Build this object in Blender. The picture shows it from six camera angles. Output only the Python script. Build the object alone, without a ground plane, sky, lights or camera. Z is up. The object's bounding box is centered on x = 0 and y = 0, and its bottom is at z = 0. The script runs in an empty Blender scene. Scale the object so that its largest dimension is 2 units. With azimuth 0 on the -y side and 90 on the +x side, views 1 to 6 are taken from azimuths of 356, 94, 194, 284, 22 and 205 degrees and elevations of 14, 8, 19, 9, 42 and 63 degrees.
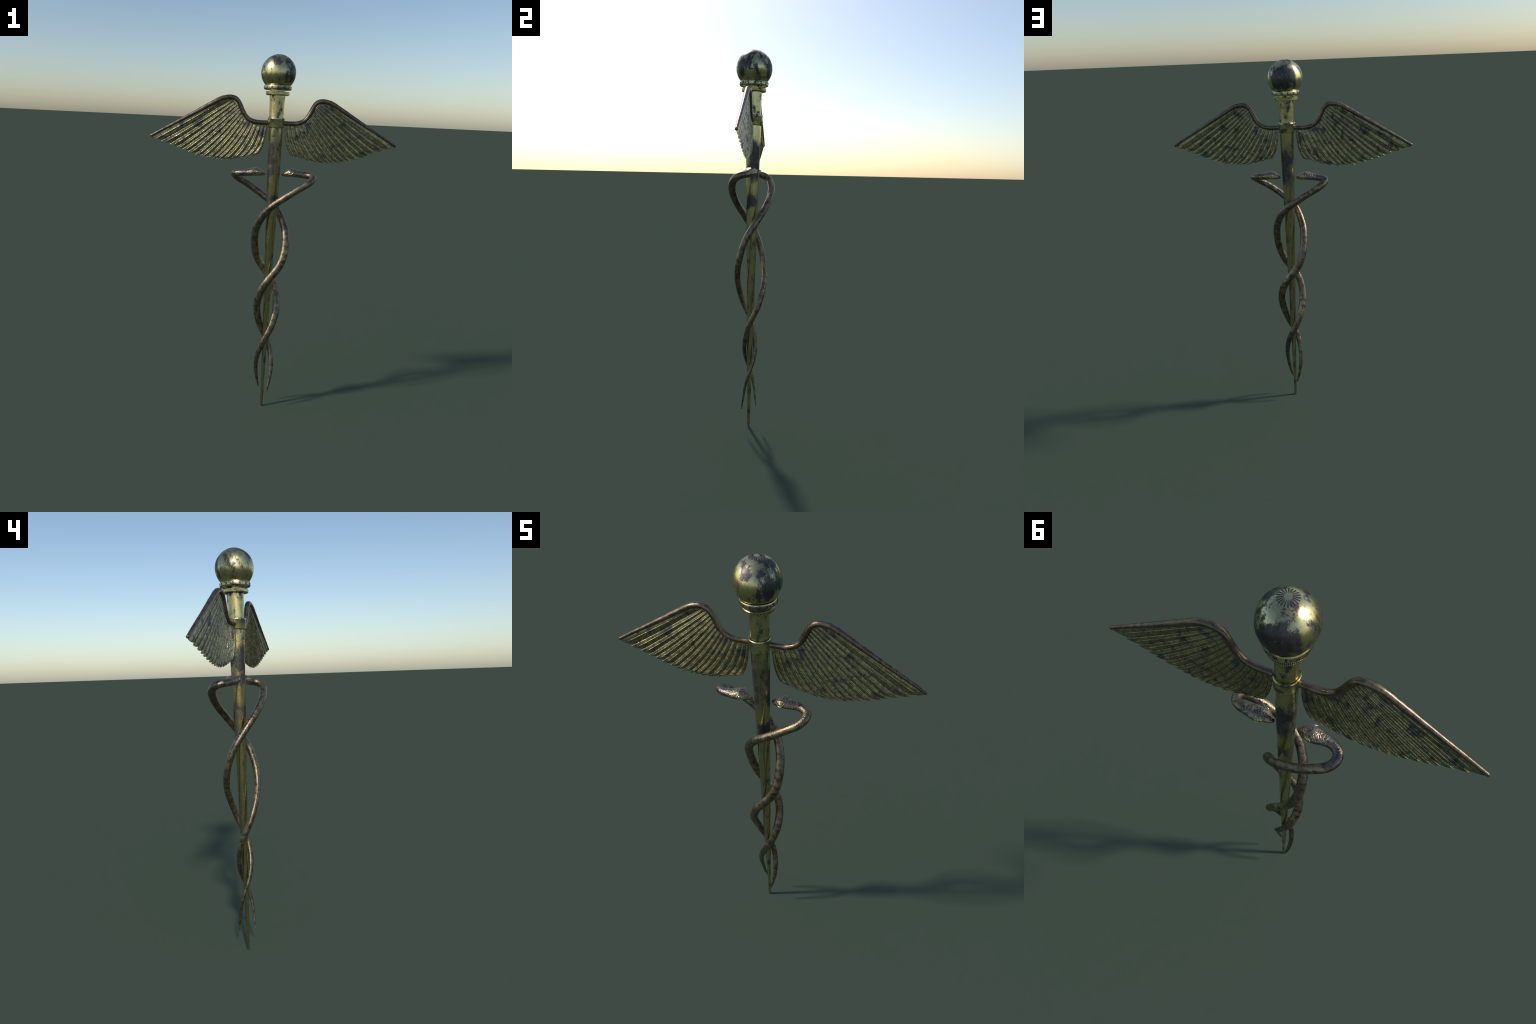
"""A tarnished brass caduceus: tapering rod with a ball finial, two feathered
wings and two mirrored snakes twisting up the rod.  z up, metres, 2 m tall."""
import bpy, bmesh, math, random
import numpy as np
from mathutils import Vector, Matrix

random.seed(7)
rng = np.random.default_rng(7)
scene = bpy.context.scene


# --------------------------------------------------------------------------
# small node helpers
# --------------------------------------------------------------------------
class Nodes:
    def __init__(self, name):
        self.mat = bpy.data.materials.new(name)
        self.mat.use_nodes = True
        self.t = self.mat.node_tree
        self.t.nodes.clear()
        self.out = self.t.nodes.new('ShaderNodeOutputMaterial')
        self.b = self.t.nodes.new('ShaderNodeBsdfPrincipled')
        self.t.links.new(self.b.outputs[0], self.out.inputs[0])
        tc = self.t.nodes.new('ShaderNodeTexCoord')
        self.obj = tc.outputs['Object']

    def put(self, sock, v):
        if isinstance(v, bpy.types.NodeSocket):
            self.t.links.new(v, sock)
        elif v is not None:
            if isinstance(v, (tuple, list)) and len(v) == 3 and sock.type == 'RGBA':
                v = (*v, 1.0)
            sock.default_value = v

    def node(self, kind, **kw):
        n = self.t.nodes.new(kind)
        for k, v in kw.items():
            setattr(n, k, v)
        return n

    def mapping(self, scale=(1, 1, 1), loc=(0, 0, 0), rot=(0, 0, 0), vec=None):
        n = self.node('ShaderNodeMapping')
        self.put(n.inputs['Vector'], vec or self.obj)
        n.inputs['Scale'].default_value = scale
        n.inputs['Location'].default_value = loc
        n.inputs['Rotation'].default_value = rot
        return n.outputs[0]

    def noise(self, scale, detail=4, rough=0.6, vec=None, dist=0.0):
        n = self.node('ShaderNodeTexNoise')
        self.put(n.inputs['Vector'], vec or self.obj)
        n.inputs['Scale'].default_value = scale
        n.inputs['Detail'].default_value = detail
        n.inputs['Roughness'].default_value = rough
        n.inputs['Distortion'].default_value = dist
        return n.outputs['Fac']

    def voronoi(self, scale, feature='F1', vec=None, randomness=1.0):
        n = self.node('ShaderNodeTexVoronoi', feature=feature)
        self.put(n.inputs['Vector'], vec or self.obj)
        n.inputs['Scale'].default_value = scale
        n.inputs['Randomness'].default_value = randomness
        return n.outputs['Distance']

    def math(self, op, a, b=None, c=None):
        n = self.node('ShaderNodeMath', operation=op)
        for i, v in enumerate((a, b, c)):
            if v is not None:
                self.put(n.inputs[i], v)
        return n.outputs[0]

    def step(self, v, lo, hi):
        """smooth 0..1 ramp of v between lo and hi"""
        n = self.node('ShaderNodeMapRange', interpolation_type='SMOOTHSTEP')
        self.put(n.inputs['Value'], v)
        n.inputs['From Min'].default_value = lo
        n.inputs['From Max'].default_value = hi
        return n.outputs['Result']

    def mix(self, f, a, b):
        n = self.node('ShaderNodeMix', data_type='RGBA')
        self.put(n.inputs[0], f)
        self.put(n.inputs[6], a)
        self.put(n.inputs[7], b)
        return n.outputs[2]

    def lerp(self, f, a, b):
        n = self.node('ShaderNodeMix', data_type='FLOAT')
        self.put(n.inputs[0], f)
        self.put(n.inputs[2], a)
        self.put(n.inputs[3], b)
        return n.outputs[0]

    def bump(self, h, dist, strength=1.0, prev=None):
        n = self.node('ShaderNodeBump')
        self.put(n.inputs['Height'], h)
        n.inputs['Distance'].default_value = dist
        n.inputs['Strength'].default_value = strength
        if prev is not None:
            self.put(n.inputs['Normal'], prev)
        return n.outputs[0]

    def finish(self, color, rough, metal, normal=None):
        self.put(self.b.inputs['Base Color'], color)
        self.put(self.b.inputs['Roughness'], rough)
        self.put(self.b.inputs['Metallic'], metal)
        if normal is not None:
            self.put(self.b.inputs['Normal'], normal)
        return self.mat


BRASS = (0.74, 0.64, 0.285)
BRASS_PALE = (0.80, 0.72, 0.40)
TARNISH = (0.060, 0.054, 0.055)
TARNISH_BLUE = (0.090, 0.088, 0.100)
RUST = (0.42, 0.20, 0.055)


def tarnished_brass(name, patch_scale, stretch=(1, 1, 1), cover=0.5, rough=0.27,
                    shift=(0, 0, 0), streaks=0.0, lines=0.0, blobs=(), soft=0.05, shade=1.0):
    """Polished brass eaten by dark blue-black tarnish in ragged patches."""
    k = Nodes(name)
    p = k.mapping(stretch, shift)
    big = k.noise(patch_scale, 3, 0.55, p, 0.3)
    fine = k.noise(patch_scale * 9, 5, 0.7, p)
    grit = k.noise(160, 3, 0.7, p)
    field = k.math('ADD', k.math('MULTIPLY', big, 1.0), k.math('MULTIPLY', fine, 0.42))
    field = k.math('ADD', field, k.math('MULTIPLY', grit, 0.12))
    # places where the tarnish has settled: (centre, radius, weight)
    for c, rad, wt in blobs:
        vm = k.node('ShaderNodeVectorMath', operation='DISTANCE')
        k.put(vm.inputs[0], k.obj)
        vm.inputs[1].default_value = c
        fall = k.math('SUBTRACT', 1.0, k.step(vm.outputs['Value'], 0.25 * rad, rad))
        field = k.math('ADD', field, k.math('MULTIPLY', fall, wt))
    # field mean is about 0.77
    edge = 0.77 + (0.5 - cover) * 0.5
    dark = k.step(field, edge - soft * 0.6, edge + soft)
    dusk = k.step(field, edge - 0.16, edge + 0.02)
    tone = k.noise(patch_scale * 2.3, 3, 0.6, p)
    brass = k.mix(k.step(tone, 0.35, 0.7), tuple(c * shade for c in BRASS), tuple(c * shade for c in BRASS_PALE))
    brass = k.mix(k.math('MULTIPLY', dusk, 0.5), brass, (0.36, 0.32, 0.20))
    tar = k.mix(k.step(k.noise(patch_scale * 3, 2, 0.5, p), 0.4, 0.65), TARNISH, TARNISH_BLUE)
    col = k.mix(k.math('MULTIPLY', dark, 0.965), brass, tar)
    if lines:
        # thin wandering warm-brown corrosion lines that run along the rod
        sep = k.node('ShaderNodeSeparateXYZ')
        k.put(sep.inputs[0], k.obj)
        ang = k.math('ARCTAN2', sep.outputs[1], sep.outputs[0])
        wob = k.noise(5.5, 4, 0.6)
        a = k.math('ADD', k.math('MULTIPLY', ang, 5 / math.tau), k.math('MULTIPLY', wob, 0.9))
        d = k.math('ABSOLUTE', k.math('SUBTRACT', k.math('FRACT', a), 0.5))
        ln = k.math('SUBTRACT', 1.0, k.step(d, 0.02, 0.065))
        gate = k.step(k.noise(7, 3, 0.6, k.mapping((1, 1, 0.6), (3, 1, 0))), 0.43, 0.56)
        ln = k.math('MULTIPLY', k.math('MULTIPLY', ln, gate), k.math('MULTIPLY', k.math('SUBTRACT', 1.0, k.math('MULTIPLY', dark, 0.75)), lines))
        col = k.mix(ln, col, RUST)
        rim = k.math('MULTIPLY', k.math('MULTIPLY', k.step(d, 0.05, 0.07),
                     k.math('SUBTRACT', 1.0, k.step(d, 0.08, 0.11))), gate)
        col = k.mix(k.math('MULTIPLY', rim, 0.45 * lines), col, (0.10, 0.075, 0.045))
    if streaks:
        st = k.noise(26, 4, 0.7, k.mapping((1, 1, 0.05), (5, 2, 1)))
        col = k.mix(k.math('MULTIPLY', k.step(st, 0.56, 0.72), streaks), col, TARNISH)
    r = k.math('ADD', k.lerp(dark, rough, 0.44), k.math('MULTIPLY', k.math('SUBTRACT', fine, 0.5), 0.25))
    nb = k.bump(k.math('SUBTRACT', k.math('MULTIPLY', fine, 0.5), k.math('MULTIPLY', dark, 0.25)), 0.0012, 0.5)
    return k.finish(col, r, k.lerp(dark, 1.0, 0.78), nb)


def rusty_bronze(name, scales=0.0, lines=False, shift=(0, 0, 0), rail=False):
    """Brown bronze with bluish tarnish, used for the snakes and wing rails."""
    k = Nodes(name)
    p = k.mapping((1, 1, 1), shift)
    big = k.noise(14, 3, 0.6, p)
    mid = k.noise(45, 4, 0.65, p)
    fine = k.noise(230, 3, 0.7, p)
    col = k.mix(k.step(mid, 0.35, 0.65), (0.115, 0.080, 0.055), (0.280, 0.218, 0.145))
    col = k.mix(k.math('MULTIPLY', k.step(big, 0.54, 0.66), 0.7), col, (0.115, 0.115, 0.150))
    col = k.mix(k.math('MULTIPLY', k.step(fine, 0.52, 0.70), 0.6), col, (0.50, 0.44, 0.29))  # yellow-white highlight glints mixed into the base colour as speckle
    gold = k.math('MULTIPLY', k.step(k.noise(9, 3, 0.6, k.mapping((1, 1, 1), (4, 4, 1))), 0.52, 0.66),
                  k.step(mid, 0.40, 0.6))
    col = k.mix(k.math('MULTIPLY', gold, 0.6), col, (0.52, 0.43, 0.19))
    if rail:
        col = k.mix(0.4, col, (0.185, 0.115, 0.080))
    nb = k.bump(fine, 0.0008, 0.5)
    if scales:
        v = k.voronoi(scales, 'DISTANCE_TO_EDGE', p, 0.8)
        edge = k.math('SUBTRACT', 1.0, k.step(v, 0.02, 0.11))
        if lines:
            col = k.mix(k.math('MULTIPLY', edge, 0.55), col, (0.62, 0.50, 0.36))
        nb = k.bump(k.step(v, 0.0, 0.25), 0.0012, 0.6 if lines else 0.3, nb)
    r = k.lerp(k.step(mid, 0.3, 0.7), 0.24, 0.40)
    return k.finish(col, r, 0.9, nb)


def feather_brass(name):
    """Brass with patchy tarnish and fine barbs slanting off the shaft.
    Each feather's object x axis runs root to tip, z lies across it."""
    k = Nodes(name)
    oi = k.node('ShaderNodeObjectInfo').outputs['Random']
    geo = k.node('ShaderNodeNewGeometry').outputs['Position']
    big = k.noise(21, 3, 0.6, geo, 0.3)
    fine = k.noise(150, 4, 0.7, geo)
    field = k.math('ADD', big, k.math('MULTIPLY', fine, 0.40))
    dark = k.step(field, 0.70, 0.86)
    tone = k.noise(60, 3, 0.6, geo)
    brass = k.mix(k.step(tone, 0.35, 0.7), (0.45, 0.40, 0.195), (0.61, 0.545, 0.31))  # brass darkened to match wings mirroring dark ground instead of sky
    brass = k.mix(k.math('MULTIPLY', k.step(k.noise(110, 4, 0.7, geo), 0.45, 0.61), 0.66),
                  brass, (0.18, 0.135, 0.105))
    tar = k.mix(k.step(k.noise(40, 2, 0.5, geo), 0.4, 0.65), TARNISH, (0.085, 0.095, 0.135))
    col = k.mix(k.math('MULTIPLY', dark, 0.9), brass, tar)
    sep = k.node('ShaderNodeSeparateXYZ')
    k.put(sep.inputs[0], k.obj)
    u, v = sep.outputs[0], sep.outputs[2]
    vv = k.math('ABSOLUTE', v)
    ph = k.math('MULTIPLY', k.math('SUBTRACT', u, k.math('MULTIPLY', vv, 0.9)), math.tau / 0.0052)
    ph = k.math('ADD', ph, k.math('MULTIPLY', fine, 2.0))
    barb = k.math('ADD', k.math('MULTIPLY', k.math('SINE', ph), 0.5), 0.5)
    col = k.mix(k.math('MULTIPLY', k.step(barb, 0.7, 0.95), 0.22), col, (0.14, 0.12, 0.08))
    nb = k.bump(barb, 0.0009, 0.42)
    nb = k.bump(fine, 0.0014, 0.6, nb)
    r = k.lerp(dark, 0.25, 0.42)
    return k.finish(col, r, k.lerp(dark, 0.97, 0.8), nb)


def plain(name, col, rough, metal, grain=120):
    k = Nodes(name)
    n = k.noise(grain, 3, 0.6)
    c = k.mix(k.step(n, 0.35, 0.7), col, tuple(x * 0.75 for x in col))
    return k.finish(c, rough, metal, k.bump(n, 0.0006, 0.4))


BC = 1.9075


def on_ball(x, y, z):
    n = Vector((x, y, z)).normalized() * 0.092
    return (n.x, n.y, n.z + BC)


M_BALL = tarnished_brass('ball_tarnished_brass', 21.0, (1, 1, 0.7), 0.37, 0.29, (0.35, 0.1, 0.4), streaks=0.7,
                         soft=0.07, blobs=[(on_ball(.55, -.80, -.25), .062, .20), (on_ball(.85, -.45, .35), .060, .17),
                                           (on_ball(-.05, .97, 0), .085, .26), (on_ball(.6, .35, .72), .055, .18),
                                           (on_ball(-.55, .75, .25), .05, .12), (on_ball(.55, -.1, .85), .04, .12)])
M_ROD = tarnished_brass('rod_tarnished_brass', 13.0, (1.6, 1.6, 1.0), 0.30, 0.21, (0.2, 0.7, 0.1), lines=0.9, soft=0.13, shade=0.86,  # shade lowers the brass colour for the rod's dim ground reflection
                        streaks=0.3,
                        blobs=[((0, 0, 1.475), .13, .175), ((0, 0, 1.385), .07, .14), ((0.0, 0, 1.235), .075, .23)])
M_NECK = tarnished_brass('neck_brass', 22.0, (1.4, 1.4, 1.0), 0.34, 0.28, (0.9, 0.2, 0.6), soft=0.07, streaks=0.3)
M_COLLAR = tarnished_brass('collar_brass', 22.0, (1.3, 1.3, 1.3), 0.38, 0.28, (0.4, 0.9, 0.3), soft=0.07)
M_RING = tarnished_brass('ring_brass', 26.0, (1, 1, 1.4), 0.34, 0.28, (0.7, 0.3, 0.8), soft=0.07)
M_RAIL = rusty_bronze('rusty_rail', shift=(2, 1, 0), rail=True)
M_SNAKE = rusty_bronze('snake_bronze', 150.0)
M_HEAD = rusty_bronze('snake_head_bronze', 92.0, True)
M_JAW = plain('jaw_brass', (0.60, 0.47, 0.17), 0.34, 0.95)
M_EYE = plain('eye_brass', (0.74, 0.68, 0.36), 0.24, 0.95)
M_DARK = plain('engraved_dark', (0.055, 0.050, 0.055), 0.5, 0.5)
M_FEATHER = feather_brass('feather_brass')
M_WEB = plain('wing_plate_dark', (0.030, 0.027, 0.022), 0.6, 0.5)  # almost black; seen as dark lines in the gaps between feathers


# --------------------------------------------------------------------------
# mesh helpers
# --------------------------------------------------------------------------
def mesh_object(name, verts, faces, mats, parent=None, smooth=True, mat_ids=None):
    me = bpy.data.meshes.new(name)
    me.from_pydata([tuple(map(float, v)) for v in verts], [], faces)
    for m in mats:
        me.materials.append(m)
    if smooth:
        me.polygons.foreach_set('use_smooth', [True] * len(me.polygons))
    if mat_ids is not None:
        me.polygons.foreach_set('material_index', mat_ids)
    me.update()
    ob = bpy.data.objects.new(name, me)
    scene.collection.objects.link(ob)
    if parent is not None:
        ob.parent = parent
    return ob


def sharp_by_angle(ob, deg):
    bm = bmesh.new()
    bm.from_mesh(ob.data)
    bmesh.ops.recalc_face_normals(bm, faces=bm.faces)
    for e in bm.edges:
        e.smooth = not (len(e.link_faces) == 2 and e.calc_face_angle(0) > math.radians(deg))
    bm.to_mesh(ob.data)
    bm.free()


def lathe(name, profile, mat, parent, seg=32, ripple=None, sx=1.0, sy=1.0, sharp=35):
    """Turn an (r, z) profile round the z axis; r = 0 rows close the ends."""
    verts, faces, rows = [], [], []
    for i, (r, z) in enumerate(profile):
        if r < 1e-6:
            rows.append([len(verts)])
            verts.append((0, 0, z))
            continue
        row = []
        for j in range(seg):
            a = math.tau * j / seg
            rr = r + (ripple(i, a) if ripple else 0)
            row.append(len(verts))
            verts.append((rr * math.cos(a) * sx, rr * math.sin(a) * sy, z))
        rows.append(row)
    for a, b in zip(rows[:-1], rows[1:]):
        for j in range(seg):
            k = (j + 1) % seg
            if len(a) == 1:
                faces.append((a[0], b[j], b[k]))
            elif len(b) == 1:
                faces.append((a[j], b[0], a[k]))
            else:
                faces.append((a[j], b[j], b[k], a[k]))
    ob = mesh_object(name, verts, faces, [mat], parent)
    sharp_by_angle(ob, sharp)
    return ob


def catmull(points, n):
    """n samples, evenly spaced by arc length, on a centripetal-ish spline."""
    P = np.array(points, float)
    P = np.vstack([2 * P[0] - P[1], P, 2 * P[-1] - P[-2]])
    out = []
    for i in range(1, len(P) - 2):
        for t in np.linspace(0, 1, 24, endpoint=False):
            a, b, c, d = P[i - 1:i + 3]
            out.append(0.5 * (2 * b + (c - a) * t + (2 * a - 5 * b + 4 * c - d) * t * t
                              + (3 * b - a - 3 * c + d) * t ** 3))
    out.append(P[-2])
    out = np.array(out)
    s = np.r_[0, np.cumsum(np.linalg.norm(np.diff(out, axis=0), axis=1))]
    q = np.linspace(0, s[-1], n)
    return np.stack([np.interp(q, s, out[:, i]) for i in range(out.shape[1])], 1), q


def smooth_path(P, rounds):
    P = P.copy()
    for _ in range(rounds):
        P[1:-1] = 0.25 * P[:-2] + 0.5 * P[1:-1] + 0.25 * P[2:]
    return P


# --------------------------------------------------------------------------
# the thing
# --------------------------------------------------------------------------
root = bpy.data.objects.new('caduceus', None)
scene.collection.objects.link(root)
root['label'] = 'tarnished brass winged staff entwined by two bronze snakes'
root['category'] = 'ornamental staff'

# ---- rod, neck, collar, rings, ball ---------------------------------------
rod_profile = [(0.0, 0.0), (0.0055, 0.0), (0.0068, 0.002), (0.0073, 0.012)]
for z in np.linspace(0.05, 1.60, 46):
    t = z / 1.6
    r = 0.0072 + 0.0318 * t ** 1.12
    rod_profile.append((r + rng.uniform(-1, 1) * 0.00025, z))
rod_profile += [(0.0392, 1.632), (0.0, 1.634)]
rod = lathe('rod', rod_profile, M_ROD, root, seg=12, sharp=60)

lathe('neck', [(0, 1.668), (0.0388, 1.668), (0.0386, 1.69), (0.0392, 1.73), (0.0406, 1.77),
               (0.0418, 1.794), (0.0418, 1.826), (0, 1.826)], M_NECK, root, seg=24, sharp=50)
lathe('collar', [(0, 1.627), (0.0402, 1.627), (0.0425, 1.6285), (0.0437, 1.633), (0.0437, 1.668),
                 (0.0450, 1.671), (0.0456, 1.675), (0.0450, 1.679), (0.0432, 1.6805), (0.0408, 1.679),
                 (0.0402, 1.674), (0, 1.674)], M_COLLAR, root, seg=40, sx=1.0, sy=1.06, sharp=50)

KN = 72
knurl = lathe('knurled_ring', [(0, 1.7945), (0.0560, 1.7945), (0.0603, 1.7958), (0.0622, 1.7980), (0.0622, 1.7992),
                               (0.0600, 1.7996), (0.0600, 1.8094), (0.0622, 1.8098), (0.0622, 1.8110), (0.0603, 1.8128),
                               (0.0560, 1.8132), (0, 1.8132)], M_RING, root, seg=72)
knurl.data.materials.append(M_DARK)
for f in knurl.data.polygons:
    if 1.7996 < f.center.z < 1.8094 and math.hypot(f.center.x, f.center.y) > 0.055:
        f.material_index = 1
bm = bmesh.new()
for i in range(KN):                       # the knurl: upright teeth standing on the dark groove floor
    a = math.tau * i / KN
    half = math.tau / KN * 0.27
    worn = 0.0004 if math.sin(a * 2 + 0.7) > -0.6 else -0.0003
    rows = []
    for rr, hw, zin in ((0.0592, half * 1.3, 0.0), (0.0622 + worn, half, 0.0), (0.0628 + worn, half * 0.5, 0.0006)):
        rows.append([bm.verts.new((rr * math.cos(a + sg * hw), rr * math.sin(a + sg * hw), z))
                     for sg, z in ((-1, 1.7994 + zin), (1, 1.7994 + zin), (1, 1.8096 - zin), (-1, 1.8096 - zin))])
    for lo, hi in zip(rows[:-1], rows[1:]):
        for k in range(4):
            bm.faces.new((lo[k], lo[(k + 1) % 4], hi[(k + 1) % 4], hi[k]))
    bm.faces.new(rows[-1])
bmesh.ops.recalc_face_normals(bm, faces=bm.faces)
me = bpy.data.meshes.new('knurl_teeth')
bm.to_mesh(me)
bm.free()
me.materials.append(M_RING)
teeth = bpy.data.objects.new('knurl_teeth', me)
teeth['kind'] = 'stuff'
scene.collection.objects.link(teeth)
teeth.parent = knurl
band = lathe('lettered_ring', [(0, 1.8215), (0.0655, 1.8215), (0.0702, 1.8228), (0.0722, 1.8252), (0.0728, 1.828),
                               (0.0728, 1.8385), (0.0722, 1.8420), (0.0708, 1.8445), (0.0690, 1.8450),
                               (0.0672, 1.8440), (0.0660, 1.8405), (0.0600, 1.8400), (0, 1.8400)],
             M_RING, root, seg=56)


def ring_strip(bm, a0, z0, a1, z1, w, r=0.0728, h=0.00055):
    """A thin raised bar lying on the ring wall from (a0, z0) to (a1, z1)."""
    p0, p1 = Vector((a0 * r, z0)), Vector((a1 * r, z1))
    d = (p1 - p0).normalized()
    n = Vector((-d.y, d.x)) * w / 2
    quad = [p0 - n, p1 - n, p1 + n, p0 + n]
    def place(q, rr):
        return bm.verts.new((rr * math.cos(q.x / r), rr * math.sin(q.x / r), q.y))
    lo = [place(q, r - 0.0008) for q in quad]
    hi = [place(q, r + h) for q in quad]
    bm.faces.new(hi)
    for i in range(4):
        bm.faces.new((lo[i], lo[(i + 1) % 4], hi[(i + 1) % 4], hi[i]))


def ring_mark(name, kind, a, zc):
    bm = bmesh.new()
    w, h = 0.0056 / 0.0728, 0.0056
    if kind == 'cross':
        ring_strip(bm, a - w, zc - h, a + w, zc + h, 0.0030)
        ring_strip(bm, a + w, zc - h, a - w, zc + h, 0.0030)
        ring_strip(bm, a - w * 0.5, zc, a + w * 0.5, zc, 0.0046)
    elif kind == 'hourglass':
        ring_strip(bm, a - w * .7, zc + h, a + w * .7, zc + h, 0.0020)
        ring_strip(bm, a - w * .7, zc - h, a + w * .7, zc - h, 0.0020)
        ring_strip(bm, a - w * .6, zc - h, a + w * .6, zc + h, 0.0027)
        ring_strip(bm, a + w * .6, zc - h, a - w * .6, zc + h, 0.0027)
    else:
        ring_strip(bm, a - w * .45, zc, a, zc + h * .5, 0.0024)
        ring_strip(bm, a, zc - h * .5, a + w * .45, zc, 0.0024)
    bmesh.ops.recalc_face_normals(bm, faces=bm.faces)
    me = bpy.data.meshes.new(name)
    bm.to_mesh(me)
    bm.free()
    me.materials.append(M_DARK)
    ob = bpy.data.objects.new(name, me)
    scene.collection.objects.link(ob)
    ob.parent = band
    return ob


for i in range(14):
    a = math.tau * (i + 0.35) / 14
    ring_mark('ring_mark', 'cross' if i % 3 != 1 else 'hourglass', a, 1.8335)
    if i % 2 == 0:
        ring_mark('ring_mark', 'tick', a + math.tau / 34, 1.8335)

BALL_R, BALL_Z = 0.0918, 1.9082
ball_profile = [(BALL_R * math.sin(t), BALL_Z - BALL_R * math.cos(t)) for t in np.linspace(0.75, math.pi, 25)]
ball_profile[-1] = (0.0, BALL_Z + BALL_R)
ball = lathe('ball_finial', [(0.0, ball_profile[0][1])] + ball_profile, M_BALL, root, seg=26, sharp=60)

# rosette: thin near-black wedges standing slightly proud round the top of the ball
bm = bmesh.new()
for i in range(20):
    a = math.tau * (i + 0.25) / 20
    ring = []
    for lift in (-0.0012, 0.00065):
        for th, half in ((0.125, 0.0004), (0.20, 0.0013), (0.34, 0.0021), (0.352, 0.0012)):
            for sgn in (-1, 1):
                rr = BALL_R * math.cos(math.pi / 48) ** 0.5 + lift
                rad = rr * math.sin(th)
                aa = a + sgn * half / max(rad, 1e-4)
                ring.append(bm.verts.new((rad * math.cos(aa), rad * math.sin(aa), BALL_Z + rr * math.cos(th))))
    lo, hi = ring[:8], ring[8:]
    for k in range(3):
        bm.faces.new((hi[2 * k], hi[2 * k + 1], hi[2 * k + 3], hi[2 * k + 2]))
        bm.faces.new((lo[2 * k], hi[2 * k], hi[2 * k + 2], lo[2 * k + 2]))
        bm.faces.new((lo[2 * k + 1], lo[2 * k + 3], hi[2 * k + 3], hi[2 * k + 1]))
    bm.faces.new((lo[0], lo[1], hi[1], hi[0]))
    bm.faces.new((lo[6], hi[6], hi[7], lo[7]))
bmesh.ops.recalc_face_normals(bm, faces=bm.faces)
me = bpy.data.meshes.new('rosette')
bm.to_mesh(me)
bm.free()
me.materials.append(M_DARK)
ros = bpy.data.objects.new('rosette', me)
scene.collection.objects.link(ros)
ros.parent = ball

# ---- wings -------------------------------------------------------------------
# leading edge rail (distance from rod, height); both wings lie in the plane y = 0
RAIL = [(0.040, 1.6545), (0.080, 1.6535), (0.113, 1.6560), (0.141, 1.6650), (0.162, 1.6815), (0.179, 1.7070),
        (0.192, 1.7345), (0.2045, 1.7560), (0.2225, 1.7715), (0.248, 1.7762), (0.274, 1.7725), (0.301, 1.7628),
        (0.345, 1.7382), (0.420, 1.6952), (0.500, 1.6500), (0.580, 1.6055), (0.6590, 1.5600)]
# root (on the rail) and tip of each feather's outer edge, outermost first
FEATHER_TOP = [(0.262, 1.766), (0.2387, 1.7660), (0.2250, 1.7570), (0.2150, 1.7465), (0.2060, 1.7340),
               (0.1995, 1.7225), (0.1930, 1.7085), (0.1860, 1.6925), (0.1780, 1.6795), (0.1660, 1.6650),
               (0.1530, 1.6560), (0.1370, 1.6480), (0.1180, 1.6440), (0.0970, 1.6430), (0.0780, 1.6420),
               (0.0600, 1.6430), (0.0485, 1.6430)]
FEATHER_TIP = [(0.6575, 1.5525), (0.6085, 1.5335), (0.5630, 1.5195), (0.5240, 1.5058), (0.4968, 1.4953),
               (0.4643, 1.4842), (0.4272, 1.4718), (0.3987, 1.4648), (0.3685, 1.4570), (0.3357, 1.4538),
               (0.3148, 1.4505), (0.2856, 1.4498), (0.2450, 1.4520), (0.2034, 1.4578), (0.1640, 1.4668),
               (0.1288, 1.4752), (0.0843, 1.4895)]


def edge_curve(i, t):
    """Point on the outer edge of feather i, t = 0 root .. 1 tip."""
    a, b = np.array(FEATHER_TOP[i]), np.array(FEATHER_TIP[i])
    if i == 0:                         # the first one lies along the rail itself
        x = a[0] + (b[0] - a[0]) * t
        rail = np.array(RAIL)
        return np.array((x, np.interp(x, rail[:, 0], rail[:, 1]) - 0.003 - 0.005 * t))
    sag = (0.003 + 0.0175 * (i / 15) ** 1.6) if i < 16 else 0.0105
    d = b - a
    n = np.array((d[1], -d[0])) / np.linalg.norm(d)
    n = n if n[0] < 0 else -n          # bow towards the rod
    return a + d * t + n * sag * 4 * t * (1 - t) * (0.75 + 0.5 * t)


# section across a feather: a shallow roof, the shaft standing proud on its ridge
ACROSS = [0.0, 0.03, 0.08, 0.20, 0.30, 0.37, 0.40, 0.43, 0.47, 0.50, 0.54, 0.66, 0.80, 0.90, 0.965, 1.0]
THICK = [0.5, 2.6, 3.1, 3.3, 3.9, 4.3, 4.1, 5.5, 5.9, 5.3, 3.9, 3.4, 2.8, 2.0, 0.9, 0.2]     # half thickness, mm


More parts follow.
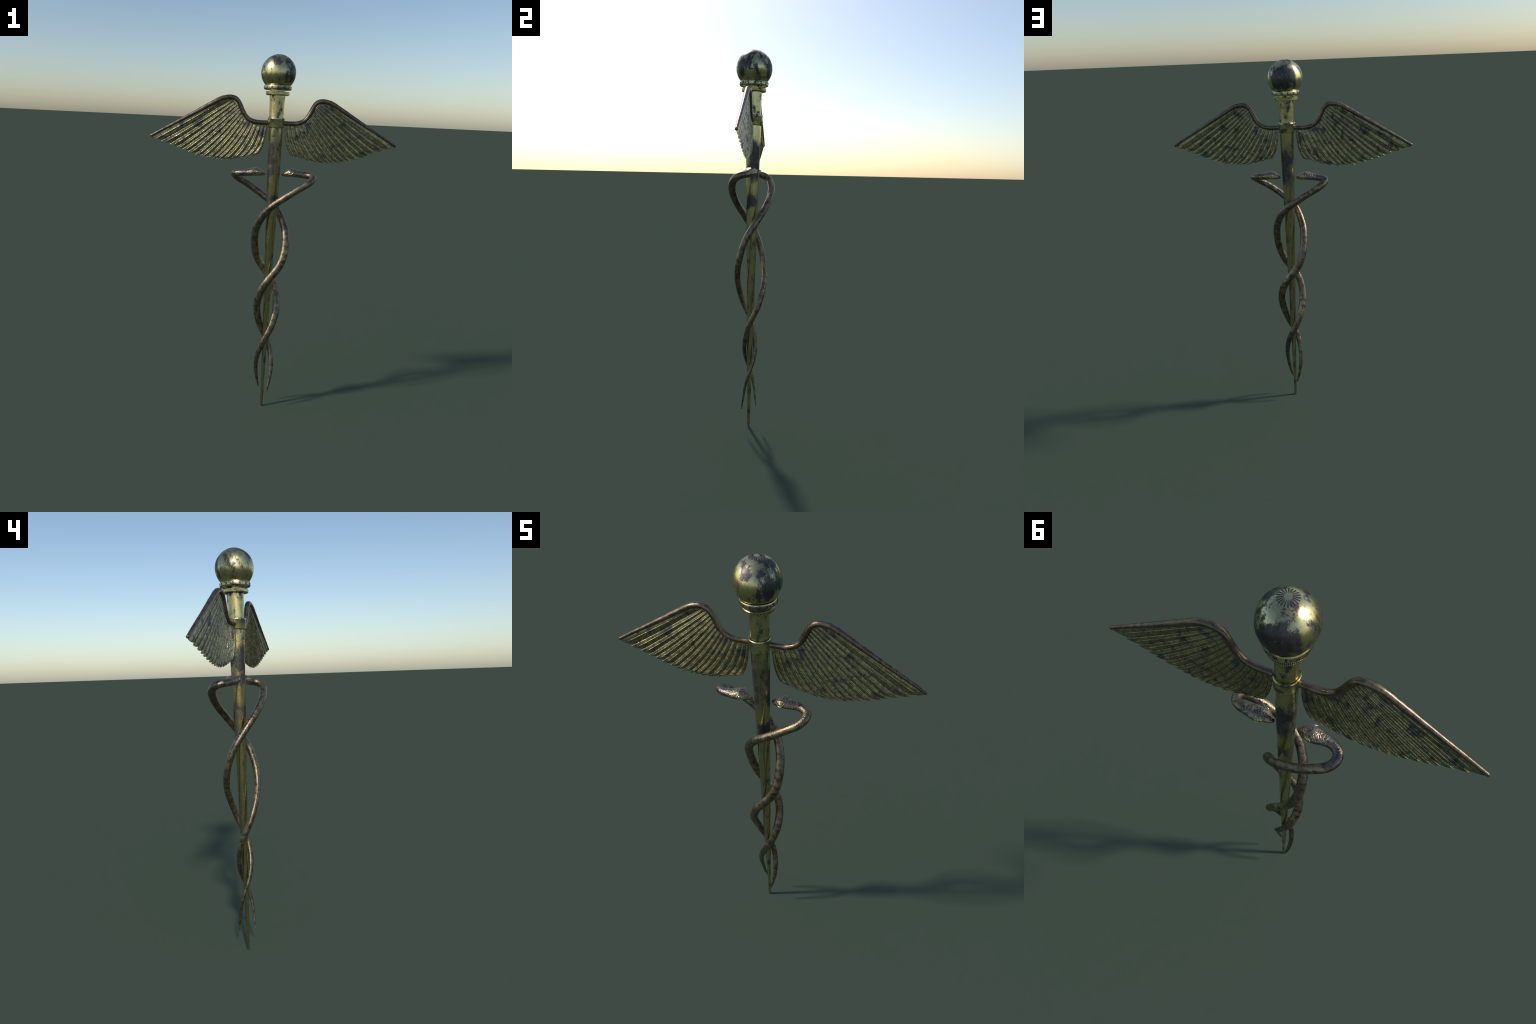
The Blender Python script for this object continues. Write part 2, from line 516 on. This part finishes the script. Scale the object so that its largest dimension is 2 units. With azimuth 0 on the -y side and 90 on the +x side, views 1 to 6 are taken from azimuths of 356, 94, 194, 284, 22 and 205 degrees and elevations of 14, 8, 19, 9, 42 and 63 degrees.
def build_feather(i, side, wing):
    rows = 64
    tip, top = edge_curve(i, 1.0), edge_curve(i, 0.0)
    d = tip - top
    length = np.linalg.norm(d)
    ux = d / length                      # along the feather
    uz = np.array((-ux[1], ux[0]))       # across it
    shaft = [0.5 * (edge_curve(i, t) * 1.3 + edge_curve(i + 1, t) * 0.7) for t in (0.3, 0.7)]
    verts_f, verts_b, faces = [], [], []
    L1 = np.linalg.norm(edge_curve(i + 1, 1) - edge_curve(i + 1, 0))
    wav = rng.uniform(0, 6.28)
    ncol = len(ACROSS)
    for r in range(rows + 1):
        t = r / rows
        t = 1 - (1 - t) ** 1.15
        wide = np.linalg.norm(edge_curve(i, t) - edge_curve(i + 1, t))
        relief = min(1.0, wide / 0.024) ** 0.8
        for w, th in zip(ACROSS, THICK):
            cut = 0.0175 / L1 if i < 15 else 0.0
            e1 = 1.0 - cut * w ** 1.6
            if i == 0:
                e1 = 1.0 - 0.035 * w ** 1.5
            p = (1 - w) * edge_curve(i, t) + w * edge_curve(i + 1, t * e1)
            # thickness fades at root (tucked in the rail) and at the tip
            fade = min(1.0, 0.55 + 3.0 * t) * min(1.0, 0.28 + (1 - t) * 9)
            wob = 1 + 0.07 * math.sin(t * 19 + wav + 2 * w) + 0.05 * math.sin(t * 47 + wav * 2)
            y = 0.001 * th * fade * wob * relief
            verts_f.append((p, -y))
            verts_b.append((p, y))
    n = len(verts_f)
    for r in range(rows):
        for c in range(ncol - 1):
            a = r * ncol + c
            q = (a, a + 1, a + ncol + 1, a + ncol)
            faces.append(q)
            faces.append(tuple(n + k for k in reversed(q)))
    border = ([c for c in range(ncol)] + [r * ncol + ncol - 1 for r in range(1, rows + 1)]
              + [rows * ncol + c for c in range(ncol - 2, -1, -1)] + [r * ncol for r in range(rows - 1, 0, -1)])
    for a, b in zip(border, border[1:] + border[:1]):
        faces.append((b, a, n + a, n + b))
    # object frame: x root->tip, z across (shaft near z = 0), y through the wing
    mid = 0.5 * (shaft[0] + shaft[1])
    origin = top + ux * 0.0 + uz * ((mid - top) @ uz)
    loc = []
    for p, y in verts_f + verts_b:
        q = p - origin
        loc.append((q @ ux, y, q @ uz))
    X = Vector((ux[0] * side, 0, ux[1]))
    Z = Vector((uz[0] * side, 0, uz[1]))
    Y = Vector((0, 1, 0))
    if side < 0:
        # rotate instead of mirroring: flip the across axis so the frame stays right handed
        Z = -Z
        loc = [(x, y, -z) for x, y, z in loc]
        faces = [tuple(reversed(f)) for f in faces]
    # frame handedness: X x Y must equal Z
    if X.cross(Y).dot(Z) < 0:
        Y = -Y
        loc = [(x, -y, z) for x, y, z in loc]
    ob = mesh_object('feather', loc, faces, [M_FEATHER])
    sharp_by_angle(ob, 50)
    M = Matrix.Identity(4)
    for r in range(3):
        M[r][0], M[r][1], M[r][2] = X[r], Y[r], Z[r]
    M[0][3], M[1][3], M[2][3] = origin[0] * side, 0.0, origin[1]
    ob.parent = wing
    ob.matrix_local = M
    return ob


def build_rail(side, wing):
    P, s = catmull(RAIL, 150)
    verts, faces, seg = [], [], 14
    N = len(P)
    for i in range(N):
        t = P[min(i + 1, N - 1)] - P[max(i - 1, 0)]
        t /= np.linalg.norm(t)
        n = np.array((-t[1], t[0]))
        u = s[i] / s[-1]
        r = 0.0118 + 0.0010 * math.sin(min(u / 0.75, 1) * math.pi) - 0.0050 * max(0, (u - 0.42) / 0.58) ** 1.2
        r *= 1 + 0.025 * math.sin(u * 37) * math.sin(u * 91 + 1)
        for j in range(seg):
            a = math.tau * j / seg
            q = P[i] + n * r * math.cos(a)
            verts.append((q[0] * side, r * math.sin(a), q[1]))
    for i in range(N - 1):
        for j in range(seg):
            k = (j + 1) % seg
            faces.append((i * seg + j, i * seg + k, (i + 1) * seg + k, (i + 1) * seg + j))
    tipd = P[-1] - P[-2]
    tipd /= np.linalg.norm(tipd)
    base = (N - 1) * seg
    e = P[-1] + tipd * 0.0048
    ringc = np.array((P[-1][0] * side, 0.0, P[-1][1]))
    ring2 = []
    for j in range(seg):
        v = np.array(verts[base + j])
        q = ringc + (v - ringc) * 0.72 + np.array((tipd[0] * side, 0, tipd[1])) * 0.0034
        ring2.append(len(verts))
        verts.append(tuple(q))
    c = len(verts)
    verts.append((e[0] * side, 0, e[1]))
    for j in range(seg):
        k = (j + 1) % seg
        faces.append((base + j, base + k, ring2[k], ring2[j]))
        faces.append((ring2[j], ring2[k], c))
    faces.append(tuple(range(seg)))
    ob = mesh_object('wing_rail', verts, faces, [M_RAIL], wing)
    sharp_by_angle(ob, 50)
    return ob


for side in (-1, 1):
    # the wing plate that carries the feathers: a thin fan just inside their outline
    rows, cols = 24, 16
    vs, fs = [], []
    for y in (-0.0009, 0.0009):
        for c in range(cols + 1):
            for r in range(rows + 1):
                t = 0.0 + (r / rows) * 0.925
                q = edge_curve(c, t)
                vs.append((q[0] * side, y, q[1]))
    n = (cols + 1) * (rows + 1)
    for c in range(cols):
        for r in range(rows):
            a = c * (rows + 1) + r
            q = (a, a + 1, a + rows + 2, a + rows + 1)
            fs.append(q)
            fs.append(tuple(n + k for k in reversed(q)))
    border = ([r for r in range(rows + 1)] + [c * (rows + 1) + rows for c in range(1, cols + 1)]
              + [cols * (rows + 1) + r for r in range(rows - 1, -1, -1)] + [c * (rows + 1) for c in range(cols - 1, 0, -1)])
    for a, b in zip(border, border[1:] + border[:1]):
        fs.append((b, a, n + a, n + b))
    wing = mesh_object('wing', vs, fs, [M_WEB], root, smooth=False)
    wing.location.z = -0.0012
    sharp_by_angle(wing, 30)
    build_rail(side, wing)
    for i in range(16):
        build_feather(i, side, wing)

# ---- snakes --------------------------------------------------------------------
# spine of one snake, nose to tail tip; the other is it turned half round the rod
SPINE = [(0.0445, 0.0030, 1.3835), (0.0864, 0.0005, 1.3875), (0.1307, 0.0015, 1.3882), (0.1744, -0.0025, 1.3865),
         (0.2050, -0.0225, 1.3825), (0.2085, -0.0530, 1.3705), (0.1860, -0.0755, 1.3490), (0.1481, -0.0863, 1.3265),
         (0.1106, -0.0908, 1.3028), (0.0738, -0.0902, 1.2773), (0.0374, -0.0854, 1.2516), (0.0029, -0.0761, 1.2247),
         (-0.0268, -0.0616, 1.1945), (-0.0489, -0.0423, 1.1607), (-0.0663, -0.0213, 1.1252), (-0.0786, 0.0006, 1.0884),
         (-0.0844, 0.0212, 1.0495), (-0.0850, 0.0372, 1.0074), (-0.0805, 0.0496, 0.9646), (-0.0701, 0.0595, 0.9222),
         (-0.0525, 0.0659, 0.8816), (-0.0271, 0.0705, 0.8451), (0.0005, 0.0708, 0.8103), (0.0255, 0.0674, 0.7735),
         (0.0424, 0.0588, 0.7332), (0.0532, 0.0462, 0.6925), (0.0580, 0.0281, 0.6530), (0.0570, 0.0098, 0.6127),
         (0.0503, -0.0060, 0.5711), (0.0387, -0.0178, 0.5295), (0.0226, -0.0257, 0.4885), (0.0024, -0.0296, 0.4492),
         (-0.0167, -0.0275, 0.4085), (-0.0308, -0.0180, 0.3663), (-0.0402, -0.0045, 0.3265), (-0.0446, 0.0082, 0.2845),
         (-0.0438, 0.0182, 0.2412), (-0.0396, 0.0254, 0.1971), (-0.0318, 0.0316, 0.1535), (-0.0217, 0.0381, 0.1103)]
# arc length from the nose -> half width, half height
GIRTH = [(0.0, 0.0050, 0.0045), (0.004, 0.0110, 0.0085), (0.010, 0.0150, 0.0110), (0.022, 0.0220, 0.0166),
         (0.036, 0.0282, 0.0210), (0.050, 0.0322, 0.0232), (0.064, 0.0330, 0.0234), (0.080, 0.0300, 0.0212),
         (0.096, 0.0248, 0.0195), (0.112, 0.0208, 0.0182), (0.132, 0.0190, 0.0176), (0.20, 0.0185, 0.0180),
         (0.30, 0.0178, 0.0178), (0.45, 0.0182, 0.0182), (0.62, 0.0198, 0.0198), (0.80, 0.0212, 0.0212),
         (1.00, 0.0205, 0.0205), (1.20, 0.0200, 0.0200), (1.32, 0.0182, 0.0182), (1.42, 0.0154, 0.0154),
         (1.52, 0.0126, 0.0126), (1.60, 0.0104, 0.0104), (1.67, 0.0074, 0.0074), (1.72, 0.0042, 0.0042),
         (1.75, 0.0012, 0.0012)]
# the casting is flattened front to back towards the foot: height -> depth factor
FLATTEN = [(0.10, 0.56), (0.25, 0.60), (0.60, 0.67), (0.85, 0.73), (1.05, 0.79), (1.20, 0.91), (1.32, 1.02)]
HEAD_END, TAIL_START = 0.115, 1.42


def build_snake(turn):
    n_ring, seg = 1100, 36
    P, s = catmull(SPINE, n_ring)
    P = smooth_path(P, 60)
    P[:, 2] -= 0.002
    P[:, :2] *= np.interp(P[:, 2], [0.1, 1.15, 1.3], [0.985, 0.99, 1.005])[:, None]
    if turn:
        P[:, :2] *= -1
    G = np.array(GIRTH)
    W = np.interp(s, G[:, 0], G[:, 1])
    H = np.interp(s, G[:, 0], G[:, 2])
    ker = np.ones(9) / 9
    sm = lambda a: np.r_[a[:4], np.convolve(a, ker, 'valid'), a[-4:]]
    W, H = sm(W), sm(H)
    flat = np.interp(P[:, 2], [f[0] for f in FLATTEN], [f[1] for f in FLATTEN])
    T = np.gradient(P, axis=0)
    T /= np.linalg.norm(T, axis=1)[:, None]
    up = np.array((0, 0, 1.0))
    up = up - T[0] * (up @ T[0])
    verts, faces = [], []
    frames = []
    for i in range(n_ring):
        up = up - T[i] * (up @ T[i])
        up /= np.linalg.norm(up)
        if s[i] < 0.15:
            zz = np.array((0, 0, 1.0)) - T[i] * T[i][2]
            up = zz / np.linalg.norm(zz)
        rise = 0.0048 * math.exp(-((s[i] - 0.052) / 0.030) ** 2) - 0.0022 * math.exp(-((s[i] - 0.15) / 0.035) ** 2)
        P[i] += up * rise * (s[i] < 0.3)
        sd = np.cross(up, T[i])
        frames.append((up.copy(), sd))
        for j in range(seg):
            a = math.tau * j / seg
            ca, sa = math.cos(a), math.sin(a)
            w, h = W[i], H[i]
            if s[i] < HEAD_END:
                k = max(0.0, 1 - abs(s[i] - 0.05) / 0.06)     # flatten the underside of the jaw
                if sa < 0:
                    sa2 = sa * (1 - 0.12 * k)
                else:
                    sa2 = sa * (1 + 0.05 * k)
                # brow ridge above the eye, mouth line below it
                brow = 0.0020 * math.exp(-((s[i] - 0.040) / 0.016) ** 2) * math.exp(-((math.sin(a) - 0.66) / 0.16) ** 2)
                mouth = 0.0016 * math.exp(-((math.sin(a) + 0.42) / 0.10) ** 2) if 0.002 < s[i] < 0.062 else 0
                off = brow - mouth
            else:
                sa2, off = sa, 0.0
            # rows of lozenge scales
            if s[i] > 0.07:
                u, v = s[i] / 0.0088, j / seg * 12
                g = min(abs((u + v) % 1 - 0.5), abs((u - v) % 1 - 0.5))
                fade = min(1.0, (s[i] - 0.07) / 0.05) * min(1, W[i] / 0.012)
                off += fade * 0.0007 * min(1.0, g / 0.22) - fade * 0.0004
            q = sd * (w + off) * ca + up * (h + off) * sa2
            q[1] *= flat[i]
            q = P[i] + q
            verts.append(q)
    verts = np.array(verts)
    for i in range(n_ring - 1):
        for j in range(seg):
            k = (j + 1) % seg
            faces.append((i * seg + j, (i + 1) * seg + j, (i + 1) * seg + k, i * seg + k))
    nose, tail = len(verts), len(verts) + 1
    verts = np.vstack([verts, P[0] - T[0] * 0.0022, P[-1] + T[-1] * 0.002])
    for j in range(seg):
        k = (j + 1) % seg
        faces.append((nose, j, k))
        faces.append((tail, (n_ring - 1) * seg + k, (n_ring - 1) * seg + j))
    whole = bpy.data.meshes.new('tmp_whole')
    whole.from_pydata([tuple(v) for v in verts], [], faces)
    whole.update()
    bm = bmesh.new()
    bm.from_mesh(whole)
    bm.normal_update()
    # orient outwards
    test = bm.faces[0] if hasattr(bm.faces, 'ensure_lookup_table') and not bm.faces.ensure_lookup_table() else bm.faces[0]
    ring_i = min(test.verts[0].index // seg, n_ring - 1)
    flip = test.normal.dot(Vector(verts[test.verts[0].index] - P[ring_i])) < 0
    if flip:
        bmesh.ops.reverse_faces(bm, faces=bm.faces)
        bm.normal_update()
    normals = [v.normal.copy() for v in bm.verts]
    allf = [[v.index for v in f.verts] for f in bm.faces]
    bm.free()
    bpy.data.meshes.remove(whole)

    i_head = int(np.searchsorted(s, HEAD_END))
    i_tail = int(np.searchsorted(s, TAIL_START))

    def region(f):
        if nose in f:
            return 'head'
        if tail in f:
            return 'tail'
        i = min(v // seg for v in f)
        return 'head' if i < i_head else 'tail' if i >= i_tail else 'snake'

    parts = {'snake': [], 'head': [], 'tail': []}
    for f in allf:
        parts[region(f)].append(f)
    obs = {}
    for nm in ('snake', 'head', 'tail'):
        used = sorted({v for f in parts[nm] for v in f})
        idx = {v: i for i, v in enumerate(used)}
        ids = []
        for f in parts[nm]:
            m = 0
            if nm == 'head':
                i = np.mean([min(v // seg, n_ring - 1) for v in f if v < nose]) if nose not in f else 0
                jj = [v % seg for v in f if v < nose]
                sa = np.mean([math.sin(math.tau * j / seg) for j in jj])
                if sa < -0.42 and s[int(i)] < 0.066:
                    m = 1
            ids.append(m)
        ob = mesh_object(nm, verts[used], [[idx[v] for v in f] for f in parts[nm]],
                         [M_HEAD, M_JAW] if nm == 'head' else [M_SNAKE],
                         obs.get('snake', root), True, ids)
        ob.data.normals_split_custom_set_from_vertices([normals[v] for v in used])
        obs[nm] = ob

    # eyes: almond bulb, surrounding lid ring and slit pupil, one on each cheek
    ie = int(np.searchsorted(s, 0.043))
    up, sd = frames[ie]
    for sg in (-1, 1):
        ang = 0.20
        c = P[ie] + sd * sg * W[ie] * math.cos(ang) * 0.97 + up * H[ie] * math.sin(ang)
        # local surface frame
        nrm = sd * sg * math.cos(ang) * 0.94 + up * math.sin(ang) * 1.1
        nrm -= T[ie] * 0.36
        nrm /= np.linalg.norm(nrm)
        fx = T[ie] - nrm * (T[ie] @ nrm)
        fx /= np.linalg.norm(fx)
        fy = np.cross(nrm, fx)
        A, B, D = 0.0112, 0.0080, 0.0048
        vs, fs = [], []
        nr, ns = 8, 28
        for r in range(nr + 1):
            ph = r / nr * math.pi / 2 * 1.15
            for j in range(ns):
                a = math.tau * j / ns
                x, y = math.cos(a), math.sin(a)
                pinch = 1 - 0.22 * abs(x) ** 3
                vs.append(c + fx * A * x * math.sin(ph) + fy * B * y * pinch * math.sin(ph)
                          + nrm * (D * math.cos(ph) - 0.0006))
        for r in range(nr):
            for j in range(ns):
                k = (j + 1) % ns
                fs.append((r * ns + j, (r + 1) * ns + j, (r + 1) * ns + k, r * ns + k))
        eye = mesh_object('eye', vs, fs, [M_EYE], obs['head'])
        bmn = bmesh.new(); bmn.from_mesh(eye.data)
        bmesh.ops.remove_doubles(bmn, verts=bmn.verts, dist=1e-6)
        bmesh.ops.recalc_face_normals(bmn, faces=bmn.faces)
        bmn.to_mesh(eye.data); bmn.free()
        # lid: an almond torus, and a second fold above it
        vs, fs = [], []
        nt = 8
        for j in range(ns * 2):
            a = math.tau * j / (ns * 2)
            x, y = math.cos(a), math.sin(a)
            pinch = 1 - 0.45 * abs(x) ** 3
            cc = c + fx * (A + 0.0062) * x + fy * (B + 0.0020) * y * pinch - nrm * 0.0006 * x * x
            rad = cc - c
            rad /= np.linalg.norm(rad)
            for q in range(nt):
                b = math.tau * q / nt
                vs.append(cc + rad * 0.0013 * math.cos(b) + nrm * 0.0019 * math.sin(b))
        for j in range(ns * 2):
            for q in range(nt):
                j2, q2 = (j + 1) % (ns * 2), (q + 1) % nt
                fs.append((j * nt + q, j2 * nt + q, j2 * nt + q2, j * nt + q2))
        lid = mesh_object('eyelid', vs, fs, [M_EYE], obs['head'])
        sharp_by_angle(lid, 80)
        # pupil slit
        vs, fs = [], []
        m = 12
        for r in range(m + 1):
            v = -1 + 2 * r / m
            ph = abs(v) * 1.25
            yy = math.copysign(math.sin(ph), v)
            wd = 0.00095 * math.sqrt(max(0.0, 1 - v * v)) + 0.0001
            for sx in (-1, 1):
                vs.append(c + fx * wd * sx + fy * B * yy * 0.99 + nrm * (D * math.cos(ph) - 0.00015))
            for sx in (-1, 1):
                vs.append(c + fx * wd * sx + fy * B * yy * 0.9 + nrm * (D * math.cos(ph) - 0.0020))
        for r in range(m):
            a, b = r * 4, r * 4 + 4
            fs += [(a, a + 1, b + 1, b), (a, b, b + 2, a + 2), (a + 1, a + 3, b + 3, b + 1)]
        pup = mesh_object('pupil', vs, fs, [M_DARK], obs['head'])
        sharp_by_angle(pup, 40)
    return obs


build_snake(False)
build_snake(True)
